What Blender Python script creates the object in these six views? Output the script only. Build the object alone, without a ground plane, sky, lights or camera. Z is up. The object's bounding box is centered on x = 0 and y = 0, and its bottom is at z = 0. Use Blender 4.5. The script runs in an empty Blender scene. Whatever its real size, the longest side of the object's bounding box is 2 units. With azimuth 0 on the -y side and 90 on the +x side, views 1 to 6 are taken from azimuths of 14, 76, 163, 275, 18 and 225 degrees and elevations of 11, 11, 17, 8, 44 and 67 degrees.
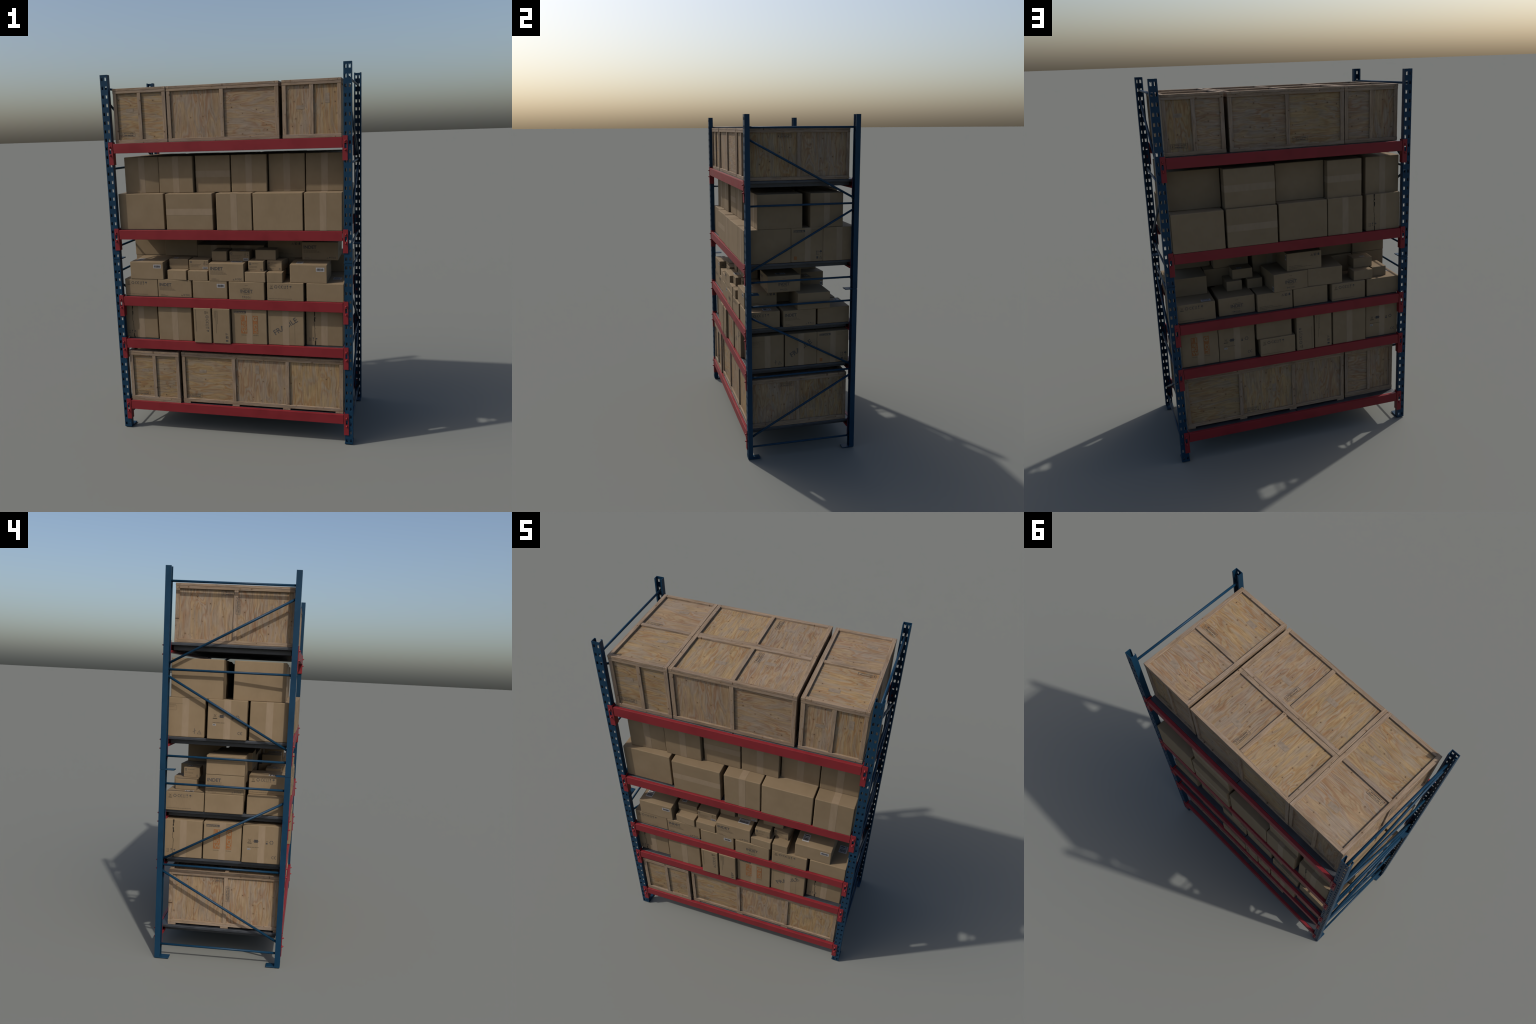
"""Industrial pallet rack (blue uprights, red beams, dark decks) loaded with
plywood crates and cardboard boxes.  Metres, z up, footprint centred on 0,0."""
import bpy, bmesh, math, random
from mathutils import Vector, Matrix

RNG = random.Random(7)
COL = bpy.context.scene.collection

# ------------------------------------------------------------------ materials
def new_mat(name):
    m = bpy.data.materials.new(name)
    m.use_nodes = True
    nt = m.node_tree
    for n in list(nt.nodes):
        nt.nodes.remove(n)
    out = nt.nodes.new("ShaderNodeOutputMaterial")
    bs = nt.nodes.new("ShaderNodeBsdfPrincipled")
    nt.links.new(bs.outputs[0], out.inputs[0])
    return m, nt, bs

def node(nt, kind, **kw):
    n = nt.nodes.new(kind)
    for k, v in kw.items():
        setattr(n, k, v)
    return n

def ramp(nt, src, stops):
    r = node(nt, "ShaderNodeValToRGB")
    el = r.color_ramp.elements
    while len(el) < len(stops):
        el.new(0.5)
    for e, (p, c) in zip(el, stops):
        e.position = p
        e.color = (*c, 1) if len(c) == 3 else c
    nt.links.new(src, r.inputs[0])
    return r.outputs[0]

def math_node(nt, op, a, b=None):
    n = node(nt, "ShaderNodeMath", operation=op)
    for i, v in enumerate((a, b)):
        if v is None:
            continue
        if isinstance(v, (int, float)):
            n.inputs[i].default_value = v
        else:
            nt.links.new(v, n.inputs[i])
    return n.outputs[0]

def mix(nt, fac, a, b, mode="MIX"):
    n = node(nt, "ShaderNodeMix", data_type="RGBA", blend_type=mode)
    for i, v in ((0, fac), (6, a), (7, b)):
        if isinstance(v, (int, float)):
            n.inputs[i].default_value = v
        elif isinstance(v, tuple):
            n.inputs[i].default_value = (*v, 1)
        else:
            nt.links.new(v, n.inputs[i])
    return n.outputs[2]

def noise(nt, vec, scale, detail=2.0, rough=0.5, dist=0.0, out=0):
    n = node(nt, "ShaderNodeTexNoise")
    n.inputs["Scale"].default_value = scale
    n.inputs["Detail"].default_value = detail
    n.inputs["Roughness"].default_value = rough
    n.inputs["Distortion"].default_value = dist
    nt.links.new(vec, n.inputs["Vector"])
    return n.outputs[out]

def scaled(nt, vec, s, loc=(0, 0, 0)):
    n = node(nt, "ShaderNodeMapping")
    n.inputs["Scale"].default_value = s
    n.inputs["Location"].default_value = loc
    nt.links.new(vec, n.inputs["Vector"])
    return n.outputs[0]

def random_coords(nt, spread=11.0):
    """Object coordinates shifted by a different amount on every object."""
    tc = node(nt, "ShaderNodeTexCoord")
    oi = node(nt, "ShaderNodeObjectInfo")
    off = math_node(nt, "MULTIPLY", oi.outputs["Random"], spread)
    cx = node(nt, "ShaderNodeCombineXYZ")
    for i in range(3):
        nt.links.new(off, cx.inputs[i])
    add = node(nt, "ShaderNodeVectorMath", operation="ADD")
    nt.links.new(tc.outputs["Object"], add.inputs[0])
    nt.links.new(cx.outputs[0], add.inputs[1])
    return add.outputs[0], oi.outputs["Random"]

def bump(nt, bs, height, strength, dist=0.001):
    b = node(nt, "ShaderNodeBump")
    b.inputs["Strength"].default_value = strength
    b.inputs["Distance"].default_value = dist
    nt.links.new(height, b.inputs["Height"])
    nt.links.new(b.outputs[0], bs.inputs["Normal"])

def painted_steel(name, base, dark, light, rough=0.45, spec=0.4):
    m, nt, bs = new_mat(name)
    v, rnd = random_coords(nt)
    a = noise(nt, v, 9.0, 4, 0.6)
    c = ramp(nt, a, [(0.30, dark), (0.52, base), (0.75, base)])
    b = noise(nt, scaled(nt, v, (1, 1, 0.25)), 160.0, 3, 0.6)
    wear = ramp(nt, b, [(0.66, (0, 0, 0)), (0.78, (1, 1, 1))])
    c = mix(nt, math_node(nt, "MULTIPLY", wear, 0.35), c, light)
    nt.links.new(c, bs.inputs["Base Color"])
    r = math_node(nt, "ADD", math_node(nt, "MULTIPLY", a, 0.25), rough - 0.12)
    nt.links.new(r, bs.inputs["Roughness"])
    bs.inputs["Specular IOR Level"].default_value = spec
    bump(nt, bs, b, 0.12, 0.0004)
    return m

BLUE = painted_steel("blue_painted_steel", (0.0042, 0.0280, 0.0590), (0.0034, 0.0225, 0.0485), (0.035, 0.07, 0.10), 0.43, 0.18)
RED = painted_steel("red_painted_steel", (0.166, 0.0135, 0.0180), (0.142, 0.0110, 0.0150), (0.20, 0.030, 0.034), 0.44, 0.25)
DECK = painted_steel("dark_deck_steel", (0.024, 0.027, 0.033), (0.012, 0.0135, 0.017), (0.06, 0.066, 0.075), 0.46, 0.5)

def kraft_material():
    m, nt, bs = new_mat("kraft_cardboard")
    v, rnd = random_coords(nt)
    big = noise(nt, v, 11.0, 3, 0.55)
    c = ramp(nt, big, [(0.30, (0.162, 0.116, 0.067)), (0.52, (0.174, 0.125, 0.073)), (0.74, (0.183, 0.133, 0.080))])
    fib = noise(nt, scaled(nt, v, (1, 1, 0.18)), 260.0, 3, 0.6)
    c = mix(nt, 0.07, c, ramp(nt, fib, [(0.35, (0.62, 0.62, 0.62)), (0.65, (1.25, 1.25, 1.25))]), "MULTIPLY")
    tone = math_node(nt, "ADD", math_node(nt, "MULTIPLY", rnd, 0.10), 0.95)
    tv = node(nt, "ShaderNodeCombineXYZ")
    for i in range(3):
        nt.links.new(tone, tv.inputs[i])
    c = mix(nt, 1.0, c, tv.outputs[0], "MULTIPLY")
    nt.links.new(c, bs.inputs["Base Color"])
    bs.inputs["Roughness"].default_value = 0.82
    bs.inputs["Specular IOR Level"].default_value = 0.25
    wav = noise(nt, v, 34.0, 2, 0.5)
    bump(nt, bs, wav, 0.18, 0.0015)
    return m

def plain(name, col, rough=0.7, spec=0.25, grain=0.15, scale=150.0):
    m, nt, bs = new_mat(name)
    v, rnd = random_coords(nt)
    n = noise(nt, v, scale, 3, 0.6)
    f = ramp(nt, n, [(0.3, (1 - grain,) * 3), (0.7, (1 + grain,) * 3)])
    c = mix(nt, 1.0, col, f, "MULTIPLY")
    nt.links.new(c, bs.inputs["Base Color"])
    bs.inputs["Roughness"].default_value = rough
    bs.inputs["Specular IOR Level"].default_value = spec
    return m

def tape_material():
    m, nt, bs = new_mat("packing_tape")
    v, rnd = random_coords(nt)
    n = noise(nt, scaled(nt, v, (1, 1, 0.35)), 26.0, 4, 0.65, 0.6)
    c = ramp(nt, n, [(0.32, (0.192, 0.141, 0.089)), (0.6, (0.211, 0.156, 0.102)), (0.8, (0.223, 0.166, 0.111))])
    nt.links.new(c, bs.inputs["Base Color"])
    bs.inputs["Roughness"].default_value = 0.66
    bs.inputs["Specular IOR Level"].default_value = 0.2
    bump(nt, bs, n, 0.25, 0.0012)
    return m

KRAFT = kraft_material()
TAPE = tape_material()
INK = plain("black_ink", (0.050, 0.045, 0.042), 0.8)
FAINT = plain("faint_ink", (0.095, 0.071, 0.044), 0.8)
ORANGE = plain("orange_ink", (0.190, 0.078, 0.027), 0.8)
BEIGE = plain("knocked_out_lettering", (0.182, 0.132, 0.076), 0.8)
PAPER = plain("white_label_paper", (0.27, 0.26, 0.255), 0.65)
GAP = plain("torn_board_shadow_gap", (0.016, 0.012, 0.008), 0.9)

WOOD = {}
def wood(tone, normal, grain):
    """Rotary-cut plywood / sawn softwood.  tone: 'yellow','pink','batten'."""
    key = (tone, normal, grain)
    if key in WOOD:
        return WOOD[key]
    m, nt, bs = new_mat("plywood_%s_%s%s" % (tone, normal, grain))
    v, rnd = random_coords(nt)
    sep = node(nt, "ShaderNodeSeparateXYZ")
    nt.links.new(v, sep.inputs[0])
    axis = dict(zip("xyz", sep.outputs))
    cross = ({"x", "y", "z"} - {normal, grain}).pop()
    cb = node(nt, "ShaderNodeCombineXYZ")
    for i, a in enumerate((grain, cross, normal)):
        nt.links.new(axis[a], cb.inputs[i])
    p = cb.outputs[0]
    cols = {                               # field, growth line, grey weathered field
        "yellow": ((0.232, 0.160, 0.080), (0.186, 0.098, 0.040), (0.200, 0.152, 0.100)),
        "pink": ((0.220, 0.154, 0.088), (0.172, 0.092, 0.046), (0.198, 0.153, 0.110)),
        "batten": ((0.214, 0.153, 0.099), (0.160, 0.103, 0.060), (0.198, 0.150, 0.111)),
    }[tone]
    batten = tone == "batten"
    warp = noise(nt, scaled(nt, p, (9.0, 22.0, 9.0), (2, 4, 1)), 1.0, 2.0, 0.5, 0.0, 1)
    wp = node(nt, "ShaderNodeVectorMath", operation="MULTIPLY_ADD")
    nt.links.new(warp, wp.inputs[0])
    wp.inputs[1].default_value = (0.10, 0.022, 0.0)
    nt.links.new(p, wp.inputs[2])
    q = wp.outputs[0]
    # rotary-cut figure: contour lines of a stretched height field
    n1 = noise(nt, scaled(nt, q, (4.0, 19.0, 3.0) if not batten else (2.0, 46.0, 46.0)), 1.0, 2.0, 0.5, 0.5)
    wave = math_node(nt, "SINE", math_node(nt, "MULTIPLY", n1, 66.0 if not batten else 40.0))
    wave = math_node(nt, "ADD", math_node(nt, "MULTIPLY", wave, 0.5), 0.5)
    wave = math_node(nt, "POWER", wave, 1.7)
    # grey and cream bands following the same figure
    band = math_node(nt, "SINE", math_node(nt, "MULTIPLY", n1, 29.0))
    patch = noise(nt, scaled(nt, q, (5.0, 24.0, 5.0), (3, 1, 2)), 1.0, 3.0, 0.6, 0.3)
    pf = math_node(nt, "ADD", math_node(nt, "MULTIPLY", band, 0.16), patch)
    pf = ramp(nt, pf, [(0.38, (0, 0, 0)), (0.62, (1, 1, 1))])
    c = mix(nt, pf, cols[0], cols[2])
    strong = noise(nt, scaled(nt, p, (5.0, 14.0, 5.0), (7, 5, 1)), 1.0, 2.0, 0.5)
    amt = math_node(nt, "MULTIPLY", wave, ramp(nt, strong, [(0.34, (0.14,) * 3), (0.62, (0.84,) * 3)]))
    c = mix(nt, amt, c, cols[1])
    fine = noise(nt, scaled(nt, q, (11.0, 210.0, 60.0)), 1.0, 4.0, 0.68)
    c = mix(nt, 0.9, c, ramp(nt, fine, [(0.30, (0.62, 0.60, 0.57)), (0.50, (1.0,) * 3), (0.72, (1.26, 1.27, 1.30))]), "MULTIPLY")
    speck = noise(nt, scaled(nt, p, (60.0, 150.0, 60.0), (5, 9, 2)), 1.0, 2.0, 0.6)
    c = mix(nt, ramp(nt, speck, [(0.66, (0,) * 3), (0.74, (0.7,) * 3)]), c, (0.105, 0.068, 0.038))
    dirt = noise(nt, p, 9.0, 4, 0.65)
    c = mix(nt, 0.6, c, ramp(nt, dirt, [(0.30, (0.78, 0.80, 0.82)), (0.55, (1.0, 1.0, 1.0))]), "MULTIPLY")
    # knots: small dark dots with a brown halo, sparse
    vo = node(nt, "ShaderNodeTexVoronoi", voronoi_dimensions="2D")
    vo.inputs["Scale"].default_value = 16.5
    nt.links.new(p, vo.inputs["Vector"])
    vc = node(nt, "ShaderNodeSeparateColor")
    nt.links.new(vo.outputs["Color"], vc.inputs[0])
    keep = math_node(nt, "GREATER_THAN", vc.outputs[0], 0.36)
    size = math_node(nt, "ADD", math_node(nt, "MULTIPLY", vc.outputs[1], 0.030), 0.018)
    rel = math_node(nt, "DIVIDE", vo.outputs["Distance"], size)
    core = math_node(nt, "MULTIPLY", ramp(nt, math_node(nt, "MULTIPLY", rel, 0.5), [(0.40, (1,) * 3), (0.62, (0,) * 3)]), keep)
    halo = math_node(nt, "MULTIPLY", ramp(nt, math_node(nt, "MULTIPLY", rel, 0.2), [(0.2, (0.55,) * 3), (0.75, (0,) * 3)]), keep)
    c = mix(nt, halo, c, (0.150, 0.090, 0.045))
    c = mix(nt, core, c, (0.052, 0.030, 0.017))
    tone_f = math_node(nt, "ADD", math_node(nt, "MULTIPLY", rnd, 0.12), 0.94)
    tv = node(nt, "ShaderNodeCombineXYZ")
    for i in range(3):
        nt.links.new(tone_f, tv.inputs[i])
    c = mix(nt, 1.0, c, tv.outputs[0], "MULTIPLY")
    nt.links.new(c, bs.inputs["Base Color"])
    bs.inputs["Roughness"].default_value = 0.72
    bs.inputs["Specular IOR Level"].default_value = 0.25
    bump(nt, bs, fine, 0.15, 0.0006)
    WOOD[key] = m
    return m

VENEER = plain("veneer_patch_wood", (0.178, 0.138, 0.100), 0.75, 0.2, 0.18, 60.0)

# ------------------------------------------------------------------ objects
def link(name, mesh, parent=None, loc=(0, 0, 0), rot=0.0):
    o = bpy.data.objects.new(name, mesh)
    COL.objects.link(o)
    if parent is not None:
        o.parent = parent
    o.location = loc
    o.rotation_euler = (0, 0, rot)
    return o

def tag(o, label, category):
    o["label"] = label
    o["category"] = category

MESHES = {}
def box_mesh(size, bevel, segs, mat):
    key = (tuple(round(s, 5) for s in size), bevel, segs, mat.name)
    if key in MESHES:
        return MESHES[key]
    bm = bmesh.new()
    bmesh.ops.create_cube(bm, size=1.0)
    bmesh.ops.scale(bm, vec=size, verts=bm.verts)
    if bevel > 0:
        bmesh.ops.bevel(bm, geom=bm.edges[:], offset=min(bevel, min(size) * 0.3), segments=segs,
                        profile=0.5, affect="EDGES", clamp_overlap=True)
    me = bpy.data.meshes.new("block")
    bm.to_mesh(me)
    bm.free()
    me.materials.append(mat)
    MESHES[key] = me
    return me

def block(name, lo, hi, mat, parent, bevel=0.001, segs=1, origin=(0, 0, 0)):
    """A bevelled block between two corners (parent space given by origin)."""
    lo, hi = Vector(lo), Vector(hi)
    c = (lo + hi) / 2 - Vector(origin)
    return link(name, box_mesh(tuple(hi - lo), bevel, segs, mat), parent, c)

def mesh_from(name, verts, faces, mat):
    me = bpy.data.meshes.new(name)
    me.from_pydata(verts, [], faces)
    me.materials.append(mat)
    me.update()
    return me

# ------------------------------------------------------------------ the rack
H, XP, YP = 2.0, 0.665, 0.3305            # height, outer faces of the uprights
POST_W, FLANGE, GAUGE = 0.0415, 0.0285, 0.0024
PITCH = 1.0 / 22.0
BEAM_TOPS = (1.639, 1.1685, 0.790, 0.541, 0.1685)
BEAM_H = 0.052

rack = bpy.data.objects.new("storage_rack", None)
COL.objects.link(rack)
tag(rack, "tall blue and red steel pallet rack with five shelves", "storage rack")

def plate_grid(xs, zs, hole, gauge):
    """Flat plate in the xz plane made of cells; hole(i,j) cells are left open.
    Front face at y=0, back face at y=gauge, walls round every opening."""
    V, F, idx = [], [], {}
    def vid(i, j, k):
        if (i, j, k) not in idx:
            idx[(i, j, k)] = len(V)
            V.append((xs[i], gauge * k, zs[j]))
        return idx[(i, j, k)]
    ni, nj = len(xs) - 1, len(zs) - 1
    solid = lambda i, j: 0 <= i < ni and 0 <= j < nj and not hole(i, j)
    for i in range(ni):
        for j in range(nj):
            if not solid(i, j):
                continue
            F.append((vid(i, j, 0), vid(i + 1, j, 0), vid(i + 1, j + 1, 0), vid(i, j + 1, 0)))
            F.append((vid(i, j, 1), vid(i, j + 1, 1), vid(i + 1, j + 1, 1), vid(i + 1, j, 1)))
            for di, dj, a, b in ((-1, 0, (i, j + 1), (i, j)), (1, 0, (i + 1, j), (i + 1, j + 1)),
                                 (0, -1, (i, j), (i + 1, j)), (0, 1, (i + 1, j + 1), (i, j + 1))):
                if not solid(i + di, j + dj):
                    F.append((vid(*a, 0), vid(*a, 1), vid(*b, 1), vid(*b, 0)))
    return V, F

def upright_mesh():
    """One metre of lipped C-channel: perforated web at y=0, flanges towards +y."""
    w = POST_W
    hx = [(0.0058, 0.0152), (0.0263, 0.0357)]
    xs = [0.0]
    for a, b in hx:
        t = (b - a) / 3
        xs += [a, a + t, b - t, b]
    xs.append(w)
    zs, rows = [0.003], []
    for k in range(22):
        zc = (k + 0.5) * PITCH
        rows.append(len(zs))
        zs += [zc - 0.0085, zc + 0.0055, zc + 0.0095]
    zs.append(1.0000)
    low = set(rows)
    high = {r + 1 for r in rows}
    def hole(i, j):
        c = {1: 0, 2: 1, 3: 2, 5: 0, 6: 1, 7: 2}.get(i)
        if c is None:
            return False
        return j in low or (j in high and c != 1)
    V, F = plate_grid(xs, zs, hole, GAUGE)
    lip = 0.0082                            # returns folded in at the flange ends
    for a, b, y0, y1 in ((0.0, GAUGE, GAUGE, FLANGE), (w - GAUGE, w, GAUGE, FLANGE),
                         (GAUGE, lip, FLANGE - GAUGE, FLANGE), (w - lip, w - GAUGE, FLANGE - GAUGE, FLANGE)):
        n = len(V)
        V += [(a, y0, 0.003), (b, y0, 0.003), (b, y1, 0.003), (a, y1, 0.003),
              (a, y0, 1.0000), (b, y0, 1.0000), (b, y1, 1.0000), (a, y1, 1.0000)]
        F += [tuple(n + q for q in f) for f in ((0, 3, 2, 1), (4, 5, 6, 7), (0, 1, 5, 4), (1, 2, 6, 5), (2, 3, 7, 6), (3, 0, 4, 7))]
    return mesh_from("upright", V, F, BLUE)

UPRIGHT = upright_mesh()
FOOT = box_mesh((0.044, 0.072, 0.005), 0.001, 1, BLUE)
for sx in (-1, 1):
    for sy in (-1, 1):
        for level in (0, 1):
            o = link("upright_post", UPRIGHT, rack)
            z = float(level)
            if sy < 0:
                o.location = (sx * XP - (POST_W if sx > 0 else 0), -YP, z)
            else:
                o.rotation_euler = (0, 0, math.pi)
                o.location = (sx * XP + (POST_W if sx < 0 else 0), YP, z)
            link("foot_plate", FOOT, rack, (sx * 0.643, sy * 0.2925, z + 0.0025))

def tube(name, p, q, r, mat, parent, sides=12):
    p, q = Vector(p), Vector(q)
    d = q - p
    bm = bmesh.new()
    bmesh.ops.create_cone(bm, cap_ends=True, segments=sides, radius1=r, radius2=r, depth=d.length)
    me = bpy.data.meshes.new(name)
    for f in bm.faces:
        f.smooth = len(f.verts) == 4
    bm.to_mesh(me)
    bm.free()
    me.materials.append(mat)
    o = link(name, me, parent, (p + q) / 2)
    o.rotation_mode = "QUATERNION"
    o.rotation_quaternion = Vector((0, 0, 1)).rotation_difference(d)
    return o

for sx in (-1, 1):
    x = sx * 0.6445
    for base in (0.0, 1.0):
        for z in (0.0715, 0.5035, 0.930):
            tube("horizontal_brace", (x, -0.324, base + z), (x, 0.324, base + z), 0.0059, BLUE, rack)
        for z0, z1 in ((0.125, 0.478), (0.874, 0.526)):
            tube("diagonal_brace", (x, -0.320, base + z0), (x, 0.320, base + z1), 0.0063, BLUE, rack)

def clip_mesh():
    """L-shaped end connector: slotted front plate plus side plate."""
    xs = [0.0, 0.0098, 0.0212, 0.0258]
    zs = [-0.114, -0.054, -0.028, 0.008]
    V, F = plate_grid(xs, zs, lambda i, j: i == 1 and j == 1, 0.0032)
    n = len(V)
    a, b, y0, y1, z0, z1 = 0.0, 0.0030, 0.0032, 0.0325, -0.114, 0.008
    V += [(a, y0, z0), (b, y0, z0), (b, y1, z0), (a, y1, z0), (a, y0, z1), (b, y0, z1), (b, y1, z1), (a, y1, z1)]
    F += [tuple(n + q for q in f) for f in ((0, 3, 2, 1), (4, 5, 6, 7), (0, 1, 5, 4), (1, 2, 6, 5), (2, 3, 7, 6), (3, 0, 4, 7))]
    me = mesh_from("connector", V, F, RED)
    bm = bmesh.new()
    bm.from_mesh(me)
    bmesh.ops.remove_doubles(bm, verts=bm.verts, dist=1e-5)
    # round the two outer corners of the front plate
    es = [e for e in bm.edges if all(abs(v.co.x - 0.0258) < 1e-5 for v in e.verts)
          and abs(e.verts[0].co.z - e.verts[1].co.z) < 1e-6 and e.verts[0].co.z in (min(zs), max(zs))
          and abs(e.verts[0].co.y - e.verts[1].co.y) > 1e-4]
    bmesh.ops.bevel(bm, geom=es, offset=0.004, segments=3, profile=0.5, affect="EDGES")
    bm.to_mesh(me)
    bm.free()
    return me

def rivet_mesh():
    bm = bmesh.new()
    prof = [(0.0052, 0.0), (0.0050, 0.0030), (0.0036, 0.0070), (0.0018, 0.0092), (0.0, 0.0098)]
    vs = [bm.verts.new((r, 0, h)) for r, h in prof]
    es = [bm.edges.new((vs[i], vs[i + 1])) for i in range(len(vs) - 1)]
    bmesh.ops.spin(bm, geom=vs + es, cent=(0, 0, 0), axis=(0, 0, 1), angle=2 * math.pi, steps=12, use_merge=True)
    bmesh.ops.remove_doubles(bm, verts=bm.verts, dist=1e-5)
    bmesh.ops.recalc_face_normals(bm, faces=bm.faces)
    me = bpy.data.meshes.new("rivet")
    for f in bm.faces:
        f.smooth = True
    bm.to_mesh(me)
    bm.free()
    me.materials.append(RED)
    return me

def beam_mesh():
    """Stepped beam: outer face box with a lower inner ledge that carries the deck."""
    sec = [(0, 0), (0.0355, 0), (0.0355, 0.0115), (0.0165, 0.0115), (0.0165, BEAM_H), (0, BEAM_H)]
    bm = bmesh.new()
    L = 0.6150
    ends = []
    for x in (-L, L):
        ends.append([bm.verts.new((x, y, z - BEAM_H)) for y, z in sec])
    n = len(sec)
    for i in range(n):
        bm.faces.new((ends[0][i], ends[1][i], ends[1][(i + 1) % n], ends[0][(i + 1) % n]))
    bm.faces.new(ends[0][::-1])
    bm.faces.new(ends[1])
    bmesh.ops.recalc_face_normals(bm, faces=bm.faces)
    es = [e for e in bm.edges if abs(e.verts[0].co.x - e.verts[1].co.x) > 1]
    bmesh.ops.bevel(bm, geom=es, offset=0.0012, segments=2, profile=0.5, affect="EDGES")
    me = bpy.data.meshes.new("beam")
    bm.to_mesh(me)
    bm.free()
    me.materials.append(RED)
    return me

CLIP, RIVET, BEAM = clip_mesh(), rivet_mesh(), beam_mesh()
MIRROR = bpy.data.meshes.new("connector_mirrored")
bm = bmesh.new()
bm.from_mesh(CLIP)
bmesh.ops.scale(bm, vec=(-1, 1, 1), verts=bm.verts)
bmesh.ops.reverse_faces(bm, faces=bm.faces)
bm.to_mesh(MIRROR)
bm.free()
MIRROR.materials.append(RED)

YB = 0.3330                                # outer face of the beams
for top in BEAM_TOPS:
    for sy in (-1, 1):
        b = link("beam", BEAM, rack, (0, sy * YB, top), 0.0 if sy < 0 else math.pi)
        for sx in (-1, 1):                  # in the beam's own space the outside is -y
            link("end_connector", CLIP if sx > 0 else MIRROR, b, (sx * 0.6175, -0.0012, 0))
            for dz in (-0.0172, -0.0625):
                r = link("rivet", RIVET, b, (sx * 0.6325, -0.0010, dz))
                r.rotation_euler = (math.pi / 2, 0, 0)
    for sx in (-1, 1):
        x0, x1 = sorted((sx * 0.0012, sx * 0.6170))
        d = block("deck_panel", (x0, -0.3160, top - 0.0155), (x1, 0.3160, top - 0.0006), DECK, rack, 0.0028, 2)
        o = d.location
        xe = sorted((sx * 0.5840, sx * 0.5795))
        block("deck_apron", (xe[0], -0.2965, top - 0.0385), (xe[1], 0.2965, top - 0.0154), DECK, d, 0.001, 1, o)
        for xr in (0.022, 0.114, 0.206, 0.298, 0.390, 0.482):
            xe = sorted((sx * xr, sx * (xr + 0.018)))
            block("deck_rib", (xe[0], -0.2965, top - 0.0385), (xe[1], 0.2965, top - 0.0154), DECK, d, 0.001, 1, o)

# ------------------------------------------------------------------ printing kit
FACES = {"-y": (Vector((1, 0, 0)), Vector((0, 0, 1)), Vector((0, -1, 0))),
         "+y": (Vector((-1, 0, 0)), Vector((0, 0, 1)), Vector((0, 1, 0))),
         "-x": (Vector((0, -1, 0)), Vector((0, 0, 1)), Vector((-1, 0, 0))),
         "+x": (Vector((0, 1, 0)), Vector((0, 0, 1)), Vector((1, 0, 0))),
         "+z": (Vector((1, 0, 0)), Vector((0, 1, 0)), Vector((0, 0, 1)))}

TEXT = {}
def text_shape(s, weight=0.0):
    """2D mesh of a string in the built-in font: cap height 1, left edge at 0."""
    key = (s, weight)
    if key not in TEXT:
        cu = bpy.data.curves.new("lettering", "FONT")
        cu.body = s
        cu.resolution_u = 3
        cu.offset = weight
        ob = bpy.data.objects.new("lettering", cu)
        COL.objects.link(ob)
        dg = bpy.context.evaluated_depsgraph_get()
        me = bpy.data.meshes.new_from_object(ob.evaluated_get(dg))
        vs = [(v.co.x, v.co.y) for v in me.vertices]
        fs = [tuple(p.vertices) for p in me.polygons]
        x0 = min(v[0] for v in vs)
        h = 0.70
        vs = [((x - x0) / h, y / h) for x, y in vs]
        TEXT[key] = (vs, fs, max(v[0] for v in vs))
        bpy.data.objects.remove(ob)
        bpy.data.meshes.remove(me)
        bpy.data.curves.remove(cu)
    return TEXT[key]

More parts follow.
